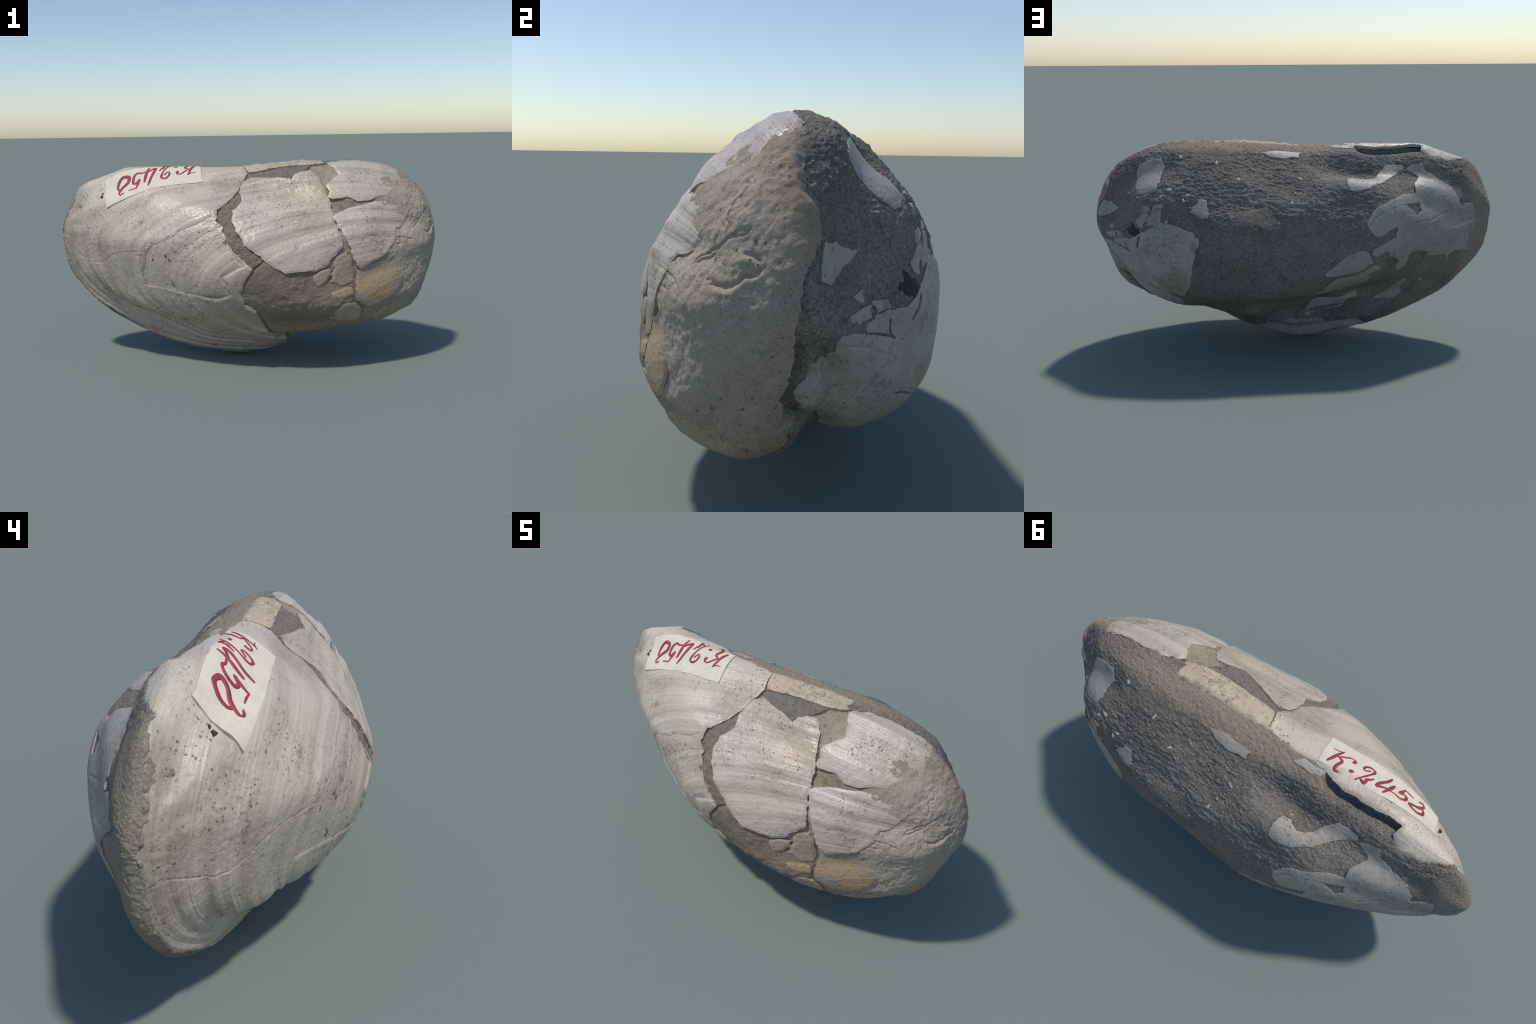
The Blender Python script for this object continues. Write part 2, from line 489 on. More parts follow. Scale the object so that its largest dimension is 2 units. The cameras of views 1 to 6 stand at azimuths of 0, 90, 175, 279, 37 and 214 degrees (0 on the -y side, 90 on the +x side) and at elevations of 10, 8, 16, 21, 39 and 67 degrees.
def piece(name, mat, outline, side=-1, lift=0.0, depth=0.02, relief=None, jag=0.004, fine=0.006,
          feather=0.0, curl=0.0, holes=(), smooth=False, parent=ROOT, edge_drop=0.003, edge_width=0.012, lip=None, thin=None):
    """A shell piece with its own edge: outline on the chart, lifted off the body."""
    rims = []
    for loop in (outline, *holes):
        p = resample(loop, fine*0.8, smooth=smooth)
        if jag:
            t = np.roll(p, -1, 0) - np.roll(p, 1, 0)
            t /= np.linalg.norm(t, axis=1, keepdims=True) + 1e-9
            q = np.c_[p, np.zeros(len(p))]
            p = p + np.c_[-t[:, 1], t[:, 0]]*(jag*(fbm(q, 24, 3, 17)))[:, None]
        rims.append(p)
    lo, hi = rims[0].min(0), rims[0].max(0)
    hx, hz = fine*0.75, fine
    gx, gz = np.meshgrid(np.arange(lo[0], hi[0], hx), np.arange(lo[1], hi[1], hz), indexing='ij')
    gx = gx + (np.arange(gx.shape[1]) % 2)[None]*hx*.5
    grid = np.c_[gx.ravel(), gz.ravel()]
    grid += RNG.uniform(-.12, .12, grid.shape)*fine
    ok = inside(grid, rims[0])
    for h in rims[1:]:
        ok &= ~inside(grid, h)
    grid = grid[ok]
    rim_all = np.concatenate(rims)
    grid = grid[distance(grid, rim_all) > fine*0.45]
    pts = np.concatenate([rim_all, grid])
    edges, start = [], 0
    for p in rims:
        n = len(p)
        edges += [(start + i, start + (i + 1) % n) for i in range(n)]
        start += n
    co, _, tris, _, _, _ = delaunay_2d_cdt([tuple(map(float, p)) for p in pts], edges, [], 0, 1e-7, False)
    co = np.array([(v[0], v[1]) for v in co])
    tris = np.array([t for t in tris if len(t) == 3], int)
    c = co[tris].mean(1)
    ok = inside(c, rims[0])
    for h in rims[1:]:
        ok &= ~inside(c, h)
    tris = tris[ok]
    P, n = frame(co, side)
    rim3 = body(chart_dir(rim_all, side))
    dist = distance(P, rim3)
    up = np.full(len(co), lift)
    if relief is not None:
        up = up + relief(P)*step(-0.004, 0.02, dist)
    if feather:
        wav = feather*(1 + 0.7*fbm(P, 14, 3, 23))
        up = up - (depth + lift*0)*(1 - step(0, 1, dist/np.maximum(wav, 1e-3)))
    else:
        up = up - edge_drop*(1 - step(0, edge_width, dist))
    if lip is not None:
        up = up + lip(P)
    if curl:
        up = up + curl*(1 - step(0, 0.05, dist))*noise(P, 9, 5)
    top = P + n*up[:, None]
    # orient triangles outward
    a, b, d = top[tris[:, 0]], top[tris[:, 1]], top[tris[:, 2]]
    flip = (np.cross(b - a, d - a)*n[tris[:, 0]]).sum(1) < 0
    tris[flip] = tris[flip][:, ::-1]
    # boundary edges -> side walls going down into the body
    e = np.concatenate([tris[:, [0, 1]], tris[:, [1, 2]], tris[:, [2, 0]]])
    key = np.sort(e, 1)
    _, first, cnt = np.unique(key, axis=0, return_index=True, return_counts=True)
    be = e[first[cnt == 1]]
    nv = len(top)
    w0, w1 = be[:, 0], be[:, 1]
    m = len(be)
    low = top - n*(depth*(1 if thin is None else thin(P)[:, None]))
    foot = np.concatenate([top[w0], top[w1], low[w1], low[w0]])
    k = np.arange(m) + nv
    wall = np.concatenate([np.c_[k, k + 2*m, k + m], np.c_[k, k + 3*m, k + 2*m]])
    verts = np.concatenate([top, foot])
    return add_mesh(name, verts, np.concatenate([tris, wall]), mat, parent)


# ------------------------------------------------------------- lines and seams
SEAM = np.array([(0.872, 0.539), (0.779, 0.686), (0.753, 0.702), (0.606, 0.844), (0.409, 0.922), (0.439, 0.969), (0.309,
        1.017), (0.181, 1.043), (0.064, 1.055), (-0.023, 1.047), (-0.09, 1.049), (-0.169, 1.04), (-0.261,
        1.012), (-0.351, 0.998), (-0.422, 0.975), (-0.545, 0.896), (-0.651, 0.804), (-0.669, 0.84), (-0.748,
        0.815), (-0.804, 0.722), (-0.832, 0.636), (-0.863, 0.547), (-0.877, 0.488), (-0.909, 0.41), (-0.943,
        0.302), (-0.956, 0.229), (-0.96, 0.143), (-0.956, -0.133), (-0.963, -0.207), (-0.922, -0.347), (-0.823,
        -0.562), (-0.397, -0.984), (-0.328, -1.077), (-0.126, -1.161), (0.055, -1.164), (0.172, -1.141), (0.218,
        -1.066), (0.84, -0.577), (0.91, -0.448), (0.915, -0.383), (0.927, -0.322), (0.937, -0.314), (0.957,
        -0.288), (0.979, -0.221), (0.985, -0.164), (0.995, -0.097), (1.011, 0.002), (1.006, 0.077), (1.012,
        0.168), (1.005, 0.301), (0.97, 0.385), (0.938, 0.396)])
CRUST = np.array([(0.401, 0.906), (0.606, 0.844), (0.753, 0.702), (0.779, 0.686), (0.872, 0.539), (0.938, 0.396), (0.97,
        0.385), (1.005, 0.301), (1.012, 0.168), (1.006, 0.077), (1.011, 0.002), (0.995, -0.097), (0.985,
        -0.164), (0.979, -0.221), (0.957, -0.288), (0.937, -0.314), (0.927, -0.322), (0.915, -0.383), (0.91,
        -0.448), (0.84, -0.577), (0.218, -1.066), (0.193, -0.888), (0.084, -0.661), (0.045, -0.504), (-0.007,
        -0.355), (-0.048, -0.282), (-0.059, -0.175), (-0.033, -0.068), (0.023, -0.014), (0.059, 0.056), (0.007,
        0.173), (-0.027, 0.296), (-0.048, 0.374), (-0.05, 0.479), (-0.008, 0.631), (-0.003, 0.818), (0.045,
        0.884), (0.132, 0.813), (0.209, 0.773), (0.252, 0.834), (0.329, 0.907)])
CLEFT = [(1.019, -0.016), (1.012, -0.104), (0.987, -0.165), (0.98, -0.234), (0.968, -0.278), (0.949, -0.307),
        (0.933, -0.33), (0.917, -0.405), (0.906, -0.482)]
HINGE_LINE = [(0.315, -0.685), (0.232, -0.681), (0.147, -0.796), (0.038, -0.836), (-0.074, -0.832), (-0.178, -0.83),
        (-0.269, -0.821)]
FLANGE = [(-0.351, 0.998), (-0.422, 0.975), (-0.545, 0.896), (-0.651, 0.804)]
ROUGH_EDGE = np.array([(0.612, 0.3), (0.426, 0.245), (0.316, 0.209), (0.266, 0.198), (0.203, 0.303), (0.11, 0.312), (-0.001,
        0.271), (-0.043, 0.227), (-0.133, 0.266), (-0.214, 0.21), (-0.272, 0.349), (-0.44, 0.467), (-0.569,
        0.484)])
CRUST_CRACKS = [
    [(0.793, 0.451), (0.802, 0.429), (0.801, 0.401), (0.781, 0.393), (0.781, 0.367), (0.776, 0.332)],
    [(0.676, 0.162), (0.683, 0.204), (0.719, 0.239), (0.753, 0.247), (0.783, 0.269), (0.811, 0.283), (0.825,
        0.293), (0.859, 0.295)],
    [(0.565, 0.131), (0.599, 0.101), (0.637, 0.088), (0.665, 0.057)],
    [(0.562, 0.21), (0.588, 0.235), (0.613, 0.272)],
    [(0.681, 0.168), (0.741, 0.224), (0.792, 0.273), (0.852, 0.286)],
    [(0.575, 0.079), (0.586, 0.104), (0.623, 0.099), (0.645, 0.067)],
    [(0.773, 0.075), (0.811, 0.083), (0.827, 0.103)],
    [(0.392, -0.225), (0.402, -0.317), (0.43, -0.373), (0.485, -0.408), (0.539, -0.378), (0.604, -0.364),
        (0.698, -0.349)],
    [(0.596, -0.367), (0.704, -0.367), (0.776, -0.356), (0.797, -0.32)],
    [(0.43, -0.373), (0.451, -0.443), (0.465, -0.505)],
    [(0.343, 0.179), (0.35, 0.101), (0.369, 0.019), (0.385, -0.087), (0.399, -0.137)],
]
KIDNEY = [(0.76, 0.099), (0.788, 0.073), (0.815, 0.074), (0.832, 0.099), (0.854, 0.133), (0.885, 0.144), (0.898,
        0.174), (0.886, 0.206), (0.852, 0.224)]
VALVE_CRACKS = [
    [(-0.977, -0.176), (-0.725, -0.282), (-0.666, -0.294), (-0.586, -0.225), (-0.532, -0.075), (-0.48,
        -0.004), (-0.413, 0.044), (-0.372, 0.05)],
    [(-0.387, 0.087), (-0.371, 0.129), (-0.352, 0.153)],
]
PATCH_CRACKS = [
    [(-0.313, 0.165), (-0.346, 0.165), (-0.404, 0.172), (-0.478, 0.176), (-0.575, 0.251)],
    [(-0.404, -0.081), (-0.393, 0.066), (-0.403, 0.156)],
    [(-0.319, 0.312), (-0.309, 0.166)],
    [(-0.381, 0.143), (-0.396, 0.065), (-0.457, 0.114), (-0.508, 0.128)],
    [(-0.221, 0.186), (-0.249, 0.245), (-0.272, 0.267)],
    [(0.859, -0.207), (0.816, -0.193), (0.761, -0.189), (0.702, -0.203), (0.632, -0.225)],
    [(0.707, -0.507), (0.711, -0.467), (0.708, -0.438)],
    [(0.594, -0.331), (0.549, -0.337), (0.48, -0.342)],
]


def cracks3d(lines, side, wob=0.004):
    out = []
    for i, l in enumerate(lines):
        p = resample(l, 0.003, closed=False, smooth=True)
        q = np.c_[p, np.full(len(p), i*3.0)]
        p = p + wob*np.c_[fbm(q, 40, 2, 3), fbm(q, 40, 2, 4)]
        out.append(body(chart_dir(p, side)))
    return np.concatenate(out)


CRUST3, VALVE3, PATCH3 = cracks3d(CRUST_CRACKS, -1), cracks3d(VALVE_CRACKS, -1, 0.006), cracks3d(PATCH_CRACKS, 1)
KIDNEY3 = cracks3d([KIDNEY], -1)
CLEFT3 = line3d(CLEFT[3:], -1)
FLANGE3 = line3d(FLANGE, -1)
HINGE3 = line3d(HINGE_LINE, 1)


# shell flakes left on the far valve (valve chart outlines)
FAR_FLAKES = [
    [(0.616, 0.605), (0.581, 0.621), (0.547, 0.573), (0.542, 0.472), (0.545, 0.4), (0.594, 0.346), (0.631,
        0.353), (0.657, 0.389), (0.679, 0.495), (0.686, 0.543)],
    [(0.402, 0.269), (0.381, 0.297), (0.363, 0.357), (0.361, 0.371), (0.337, 0.37), (0.332, 0.323), (0.32,
        0.301), (0.323, 0.251), (0.342, 0.227), (0.36, 0.251)],
    [(0.591, 0.257), (0.561, 0.27), (0.556, 0.239), (0.587, 0.214)],
    [(0.618, 0.163), (0.592, 0.202), (0.556, 0.23), (0.554, 0.208), (0.569, 0.155), (0.574, 0.109), (0.583,
        0.099), (0.607, 0.117)],
    [(0.536, 0.257), (0.503, 0.259), (0.503, 0.187), (0.507, 0.162), (0.54, 0.137), (0.566, 0.119), (0.561,
        0.166), (0.546, 0.218)],
    [(0.539, 0.272), (0.521, 0.29), (0.494, 0.293), (0.504, 0.268), (0.536, 0.261)],
    [(0.587, 0.067), (0.561, 0.096), (0.527, 0.139), (0.496, 0.171), (0.458, 0.168), (0.425, 0.159), (0.395,
        0.137), (0.372, 0.132), (0.363, 0.098), (0.352, 0.097), (0.35, 0.065), (0.362, 0.009), (0.371, -0.063),
        (0.382, -0.136), (0.393, -0.195), (0.4, -0.259), (0.416, -0.292), (0.437, -0.35), (0.468, -0.346),
        (0.528, -0.326), (0.592, -0.343), (0.636, -0.343), (0.624, -0.223), (0.618, -0.145), (0.6, -0.013)],
    [(0.636, -0.003), (0.605, 0.038), (0.593, 0.053), (0.605, -0.017), (0.625, -0.15), (0.632, -0.229),
        (0.646, -0.352), (0.665, -0.353), (0.642, -0.222), (0.641, -0.11), (0.644, -0.044)],
    [(0.64, -0.363), (0.581, -0.357), (0.511, -0.354), (0.473, -0.371), (0.445, -0.4), (0.45, -0.501),
        (0.488, -0.471), (0.544, -0.487), (0.624, -0.488)],
    [(0.808, -0.057), (0.753, -0.009), (0.733, 0), (0.733, -0.062), (0.779, -0.093), (0.809, -0.091)],
    [(0.726, 0.015), (0.691, 0.022), (0.687, -0.011), (0.72, -0.043)],
    [(0.723, -0.045), (0.687, -0.021), (0.67, -0.13), (0.721, -0.128), (0.753, -0.126), (0.746, -0.087),
        (0.725, -0.066)],
    [(0.684, -0.039), (0.668, -0.013), (0.626, -0.021), (0.578, -0.129), (0.604, -0.153), (0.636, -0.141),
        (0.665, -0.131)],
    [(0.79, 0.047), (0.755, 0.077), (0.747, 0.081), (0.752, 0.019), (0.764, 0.012)],
]
FAR_FLAKES += [
    [(0.849, -0.148), (0.807, -0.136), (0.75, -0.137), (0.678, -0.14), (0.64, -0.155), (0.603, -0.161),
        (0.58, -0.18), (0.587, -0.243), (0.6, -0.3), (0.603, -0.355), (0.59, -0.422), (0.585, -0.474), (0.589,
        -0.534), (0.551, -0.617), (0.611, -0.644), (0.869, -0.429), (0.929, -0.353), (0.926, -0.333), (0.916,
        -0.314), (0.908, -0.286), (0.82, -0.316), (0.839, -0.255), (0.857, -0.184)],
    [(0.571, -0.183), (0.582, -0.247), (0.595, -0.3), (0.599, -0.347), (0.483, -0.346), (0.467, -0.292),
        (0.449, -0.248)],
    [(-0.18, 0.608), (-0.21, 0.61), (-0.24, 0.565), (-0.288, 0.6), (-0.318, 0.67), (-0.368, 0.715), (-0.404,
        0.713), (-0.438, 0.689), (-0.443, 0.667), (-0.377, 0.623), (-0.295, 0.521), (-0.237, 0.465), (-0.188,
        0.463), (-0.163, 0.472)],
    [(-0.21, 0.188), (-0.232, 0.267), (-0.26, 0.328), (-0.318, 0.361), (-0.371, 0.408), (-0.427, 0.41),
        (-0.445, 0.501), (-0.488, 0.569), (-0.473, 0.624), (-0.452, 0.655), (-0.49, 0.673), (-0.536, 0.652),
        (-0.535, 0.615), (-0.572, 0.579), (-0.603, 0.52), (-0.647, 0.449), (-0.657, 0.351), (-0.647, 0.246),
        (-0.696, 0.291), (-0.751, 0.284), (-0.75, 0.119), (-0.731, -0.052), (-0.704, -0.157), (-0.73, -0.32),
        (-0.792, -0.399), (-0.632, -0.3), (-0.604, -0.316), (-0.601, -0.377), (-0.567, -0.279), (-0.471,
        -0.196), (-0.445, -0.119), (-0.41, -0.091), (-0.376, -0.114), (-0.371, -0.219), (-0.345, -0.257),
        (-0.33, -0.214), (-0.334, -0.146), (-0.31, -0.104), (-0.281, -0.024), (-0.241, -0.064), (-0.222,
        -0.026), (-0.23, 0.009), (-0.279, 0.05), (-0.314, 0.077), (-0.317, 0.154), (-0.284, 0.125), (-0.248,
        0.092), (-0.231, 0.121), (-0.215, 0.16)],
    [(-0.069, -0.133), (-0.09, -0.094), (-0.141, -0.01), (-0.187, 0.01), (-0.218, -0.014), (-0.233, -0.101),
        (-0.197, -0.148), (-0.141, -0.159), (-0.092, -0.166), (-0.074, -0.159)],
    [(-0.079, -0.272), (-0.105, -0.201), (-0.19, -0.179), (-0.232, -0.131), (-0.265, -0.147), (-0.269,
        -0.18), (-0.229, -0.208), (-0.232, -0.256), (-0.199, -0.358), (-0.132, -0.39), (-0.062, -0.385), (-0.04,
        -0.383)],
    [(-0.065, -0.735), (-0.167, -0.682), (-0.231, -0.568), (-0.24, -0.651), (-0.19, -0.73), (-0.129, -0.752),
        (-0.066, -0.773), (-0.029, -0.775)],
    [(-0.029, -0.785), (-0.124, -0.761), (-0.191, -0.741), (-0.177, -0.754), (-0.098, -0.776), (-0.046,
        -0.795)],
    [(-0.324, -0.686), (-0.356, -0.636), (-0.374, -0.544), (-0.407, -0.435), (-0.431, -0.504), (-0.412,
        -0.567), (-0.453, -0.635), (-0.417, -0.677), (-0.379, -0.674)],
    [(0.165, 0.803), (0.128, 0.818), (0.06, 0.827), (-0.014, 0.828), (-0.003, 0.781), (0.056, 0.772), (0.12,
        0.778)],
    [(-0.158, 0.893), (-0.186, 0.922), (-0.277, 0.907), (-0.262, 0.881), (-0.225, 0.872), (-0.18, 0.883)],
    [(0.897, 0.273), (0.818, 0.322), (0.743, 0.267), (0.78, 0.229), (0.879, 0.115), (0.928, 0.121), (0.92,
        0.198)],
]
PATCH_HOLE = [(-0.374, 0.318), (-0.431, 0.329), (-0.429, 0.266), (-0.408, 0.224)]
BIG_PATCH = 17


def undercut(P):
    blade = 0.065*np.exp(-(distance(P, HINGE3 + [0, -0.01, -0.045])/0.05)**2)
    return blade - 0.042*np.exp(-(distance(P, HINGE3 + [0, 0.02, 0.18])/0.06)**2)


def carve(P, under=False):
    """Hollows cut into the rock: cleft between the beaks, gap under the flange, undercut above the keel."""
    cut = 0.032*np.exp(-(distance(P, CLEFT3)/0.030)**2)
    cut += np.where(under, 0.6, 1.0)*0.034*np.exp(-(distance(P, FLANGE3 + [0.0, 0.012, -0.005])/0.032)**2)
    return -cut - undercut(P)


# ---------------------------------------------------------------- rock filling
def build_rock():
    n1, n2 = 620, 840
    ph = np.pi*(np.arange(n1) + 0.5)/n1
    th = 2*np.pi*np.arange(n2)/n2
    PH, TH = np.meshgrid(ph, th, indexing='ij')
    d = np.stack([-np.cos(PH), np.sin(PH)*np.cos(TH), np.sin(PH)*np.sin(TH)], -1).reshape(-1, 3)
    P = body(d)
    G = P.reshape(n1, n2, 3)
    n = np.cross(np.roll(G, -1, 1) - np.roll(G, 1, 1), np.gradient(G, axis=0)).reshape(-1, 3)
    n /= np.linalg.norm(n, axis=1, keepdims=True) + 1e-12
    if ((P - P.mean(0))*n).sum() < 0:
        n = -n
    near = dir_chart(d, -1)
    far = dir_chart(d, 1)
    seam = resample(SEAM, 0.01)
    ins = inside(near, SEAM)
    ds = distance(P, body(chart_dir(seam, -1)))
    up = np.where(ins, -0.009*step(0.0, 0.03, ds) + 0.005*fbm(P, 42, 3, 12), 0.0)
    # broken, coarse upper zone and smooth lower cast on the far valve
    edge = np.interp(far[:, 0], ROUGH_EDGE[::-1, 0], ROUGH_EDGE[::-1, 1])
    rough = step(-0.012, 0.02, far[:, 1] - edge + 0.03*noise(P, 14, 8)) * (~ins)
    rough = np.maximum(rough, 0.5*step(-0.90, -0.97, P[:, 0])*(~ins))
    coarse = 0.0028*fbm(P*[0.7, 1, 1.3], 16, 3, 1) + 0.0035*np.abs(fbm(P*[0.6, 1, 1.6], 36, 3, 2)) - 0.003
    up += rough*(coarse + 0.0022*fbm(P*[0.8, 1, 1.4], 120, 2, 4) + 0.003)
    up += (1 - rough)*(0.0010*fbm(P, 90, 2, 5) + 0.003*fbm(P, 9, 2, 6))
    for f in FAR_FLAKES:
        m = inside(far, np.array(f)) & (far[:, 0]**2 + far[:, 1]**2 < 1.9)
        up[m] = np.minimum(up[m], 0.001)
    up[inside(near, CRUST) & (ds > 0.012)] -= 0.02
    up += carve(P, ins)
    V = (P + n*up[:, None])
    ends = np.array([V[:n2].mean(0), V[-n2:].mean(0)])
    i, j = np.meshgrid(np.arange(n1 - 1), np.arange(n2), indexing='ij')
    a = (i*n2 + j).ravel()
    b = (i*n2 + (j + 1) % n2).ravel()
    c, e = a + n2, b + n2
    F = np.concatenate([np.c_[a, b, e], np.c_[a, e, c]])
    j = np.arange(n2)
    k = len(V)
    F = np.concatenate([F, np.c_[j, np.full(n2, k), (j + 1) % n2],
                        np.c_[(n1 - 1)*n2 + j, (n1 - 1)*n2 + (j + 1) % n2, np.full(n2, k + 1)]])
    V = np.concatenate([V, ends])
    v = V[F]
    if (np.cross(v[:, 1] - v[:, 0], v[:, 2] - v[:, 0])*(v.mean(1) - P.mean(0))).sum() < 0:
        F = F[:, ::-1]
    return add_mesh('rock_matrix', V, F, MAT['rock'])


build_rock()


# ------------------------------------------------------------------ near valve
def valve_relief(P):
    low = step(0.50, 0.25, P[:, 2])
    left = step(-0.55, -0.85, P[:, 0])
    r = growth_relief(P, 0.0030 + 0.0036*low + 0.0022*left)
    r = r + 0.003*fbm(P, 5, 2, 31) + 0.0006*fbm(P, 60, 2, 32)
    dc = distance(P, VALVE3)
    return r - 0.0022*np.exp(-(dc/0.0022)**2)


def plate_relief(P):
    return growth_relief(P, 0.0052, 44)*(0.75 + 0.4*fbm(P, 5, 2, 35)) + 0.003*fbm(P, 6, 2, 33) + 0.0007*fbm(P, 55, 2, 34)


def crust_relief(P):
    r = 0.006*fbm(P, 6, 2, 41) + 0.0042*fbm(P, 24, 3, 42)*(0.7 + 0.6*noise(P, 5, 45)) + 0.0013*fbm(P, 80, 2, 43)
    r = r - 0.002*step(0.45, 0.8, fbm(P, 60, 1, 44))*step(-0.1, 0.3, noise(P, 6, 46))
    r = r - 0.0055*np.exp(-(distance(P, CRUST3)/0.003)**2)
    r = r - 0.006*np.exp(-(distance(P, KIDNEY3)/0.005)**2)
    r = r + 0.004*np.exp(-(distance(P, KIDNEY3 + [0, 0, -0.014])/0.008)**2)
    return r - 0.012*np.exp(-(distance(P, CLEFT3)/0.02)**2)


def flake_relief(P):
    return (0.0012*fbm(P, 10, 3, 51) + 0.0007*fbm(P, 60, 2, 52)
            - 0.004*np.exp(-(distance(P, PATCH3)/0.003)**2))


piece('sediment_crust', MAT['crust'], CRUST,
      lift=-0.010, depth=0.035, relief=crust_relief, jag=0.006, fine=0.0050, edge_drop=0.006, edge_width=0.02,
      lip=lambda P: 0.009*step(0.58, 0.80, P[:, 0] + 0.05*noise(P, 9, 47))*step(0.50, 0.64, P[:, 2])
      + 0.010*step(0.76, 0.93, P[:, 0]))
STEP_PLATE = [(-0.125, 0.456), (-0.159, 0.4), (-0.221, 0.33), (-0.28, 0.22), (-0.343, 0.144), (-0.362, 0.06), (-0.376,
        -0.068), (-0.392, -0.195), (-0.394, -0.336), (-0.323, -0.309), (-0.229, -0.303), (-0.161, -0.304),
        (-0.098, -0.289), (-0.062, -0.245), (-0.084, -0.092), (-0.011, 0.013), (-0.051, 0.111), (-0.075, 0.256),
        (-0.094, 0.363)]
VALVE = piece('valve_shell', MAT['shell'], [(-0.023, 1.046), (-0.089, 1.046), (-0.169, 1.04), (-0.261, 1.012), (-0.351, 0.998), (-0.422, 0.975),
        (-0.545, 0.896), (-0.651, 0.804), (-0.669, 0.84), (-0.748, 0.815), (-0.804, 0.722), (-0.832, 0.636),
        (-0.863, 0.547), (-0.877, 0.488), (-0.909, 0.41), (-0.943, 0.302), (-0.956, 0.229), (-0.96, 0.143),
        (-0.956, -0.133), (-0.963, -0.207), (-0.922, -0.347), (-0.823, -0.562), (-0.397, -0.984), (-0.328,
        -1.077), (-0.126, -1.161), (0.055, -1.164), (0.172, -1.141), (0.218, -1.066), (0.196, -0.911), (0.085,
        -0.677), (0.056, -0.553), (0.028, -0.399), (-0.007, -0.33), (-0.025, -0.229), (-0.011, -0.124), (0.017,
        -0.018), (-0.022, 0.071), (-0.062, 0.157), (-0.08, 0.293), (-0.109, 0.399), (-0.107, 0.518), (-0.076,
        0.598), (-0.039, 0.73), (-0.018, 0.861), (0.006, 0.935)],
      lift=0.001, depth=0.030, relief=valve_relief, jag=0.004, fine=0.0050, holes=(STEP_PLATE,),
      lip=lambda P: 0.009*np.exp(-(distance(P, FLANGE3)/0.05)**2) - undercut(P),
      thin=lambda P: 1 - 0.5*np.exp(-(distance(P, FLANGE3)/0.04)**2))
piece('shell_plate', MAT['shell'], STEP_PLATE,
      lift=-0.003, depth=0.012, relief=valve_relief, jag=0.006, fine=0.0050, edge_drop=0.001)
piece('shell_plate', MAT['strip'], [(-0.023, 1.047), (0.064, 1.055), (0.181, 1.043), (0.309, 1.017), (0.439, 0.969), (0.409, 0.922), (0.414,
        0.904), (0.337, 0.906), (0.281, 0.918), (0.188, 0.931), (0.099, 0.942), (0.016, 0.943)],
      lift=0.001, depth=0.03, relief=crust_relief, jag=0.004, fine=0.006)
piece('shell_plate', MAT['plate'], [(0.02, 0.896), (0.096, 0.861), (0.2, 0.792), (0.218, 0.826), (0.303, 0.844), (0.32, 0.746), (0.321,
        0.659), (0.328, 0.565), (0.327, 0.468), (0.323, 0.42), (0.333, 0.273), (0.338, 0.112), (0.298, 0.029),
        (0.276, -0.035), (0.239, -0.062), (0.186, -0.051), (0.128, -0.059), (0.084, 0.013), (0.05, 0.076),
        (-0.007, 0.179), (-0.054, 0.397), (-0.052, 0.52), (-0.018, 0.625), (-0.031, 0.764), (-0.014, 0.86)],
      lift=0.003, depth=0.028, relief=plate_relief, jag=0.006, curl=0.003)
piece('shell_plate', MAT['plate'], [(0.411, 0.895), (0.455, 0.906), (0.504, 0.889), (0.597, 0.837), (0.69, 0.758), (0.764, 0.684), (0.819,
        0.613), (0.813, 0.569), (0.811, 0.521), (0.81, 0.526), (0.768, 0.528), (0.749, 0.491), (0.71, 0.509),
        (0.665, 0.535), (0.619, 0.503), (0.553, 0.501), (0.489, 0.497), (0.448, 0.513), (0.406, 0.567), (0.343,
        0.577), (0.333, 0.602), (0.342, 0.637), (0.339, 0.713), (0.384, 0.736), (0.424, 0.762), (0.43, 0.828),
        (0.412, 0.874)],
      lift=0.004, depth=0.028, relief=plate_relief, jag=0.006, curl=0.003)
piece('shell_plate', MAT['plate'], [(0.322, 0.415), (0.392, 0.472), (0.481, 0.474), (0.58, 0.471), (0.599, 0.469), (0.638, 0.425), (0.629,
        0.38), (0.632, 0.331), (0.661, 0.305), (0.663, 0.277), (0.619, 0.212), (0.585, 0.202), (0.574, 0.136),
        (0.561, 0.076), (0.532, 0.028), (0.498, -0.047), (0.457, -0.071), (0.415, -0.115), (0.394, -0.071),
        (0.374, 0.069), (0.352, 0.209), (0.331, 0.312)],
      lift=0.003, depth=0.028, relief=plate_relief, jag=0.006, curl=0.003)
for outline in (
        [(0.309, 0.026), (0.337, 0.056), (0.353, 0.058), (0.369, 0.008), (0.38, -0.086), (0.392, -0.155), (0.384,
        -0.202), (0.34, -0.21), (0.292, -0.176), (0.305, -0.097), (0.304, -0.025)],
        [(0.233, -0.101), (0.263, -0.062), (0.3, -0.06), (0.286, -0.15), (0.252, -0.193), (0.229, -0.137)],
        [(0.398, -0.121), (0.436, -0.11), (0.509, -0.066), (0.557, -0.096), (0.615, -0.196), (0.634, -0.271),
        (0.598, -0.345), (0.54, -0.381), (0.472, -0.4), (0.413, -0.337), (0.397, -0.24)],
        [(0.294, -0.255), (0.36, -0.225), (0.385, -0.236), (0.392, -0.283), (0.354, -0.301), (0.305, -0.296)],
        [(0.324, -0.392), (0.356, -0.338), (0.408, -0.348), (0.435, -0.397), (0.45, -0.475), (0.434, -0.516),
        (0.367, -0.511), (0.312, -0.464)],
        [(0.510, -0.484), (0.551, -0.420), (0.613, -0.391), (0.717, -0.372), (0.785, -0.353), (0.83, -0.40),
         (0.76, -0.56), (0.66, -0.62), (0.56, -0.56)]):
    piece('shell_flake', MAT['stained'], outline, lift=-0.003, depth=0.02, relief=flake_relief, jag=0.005, fine=0.005)
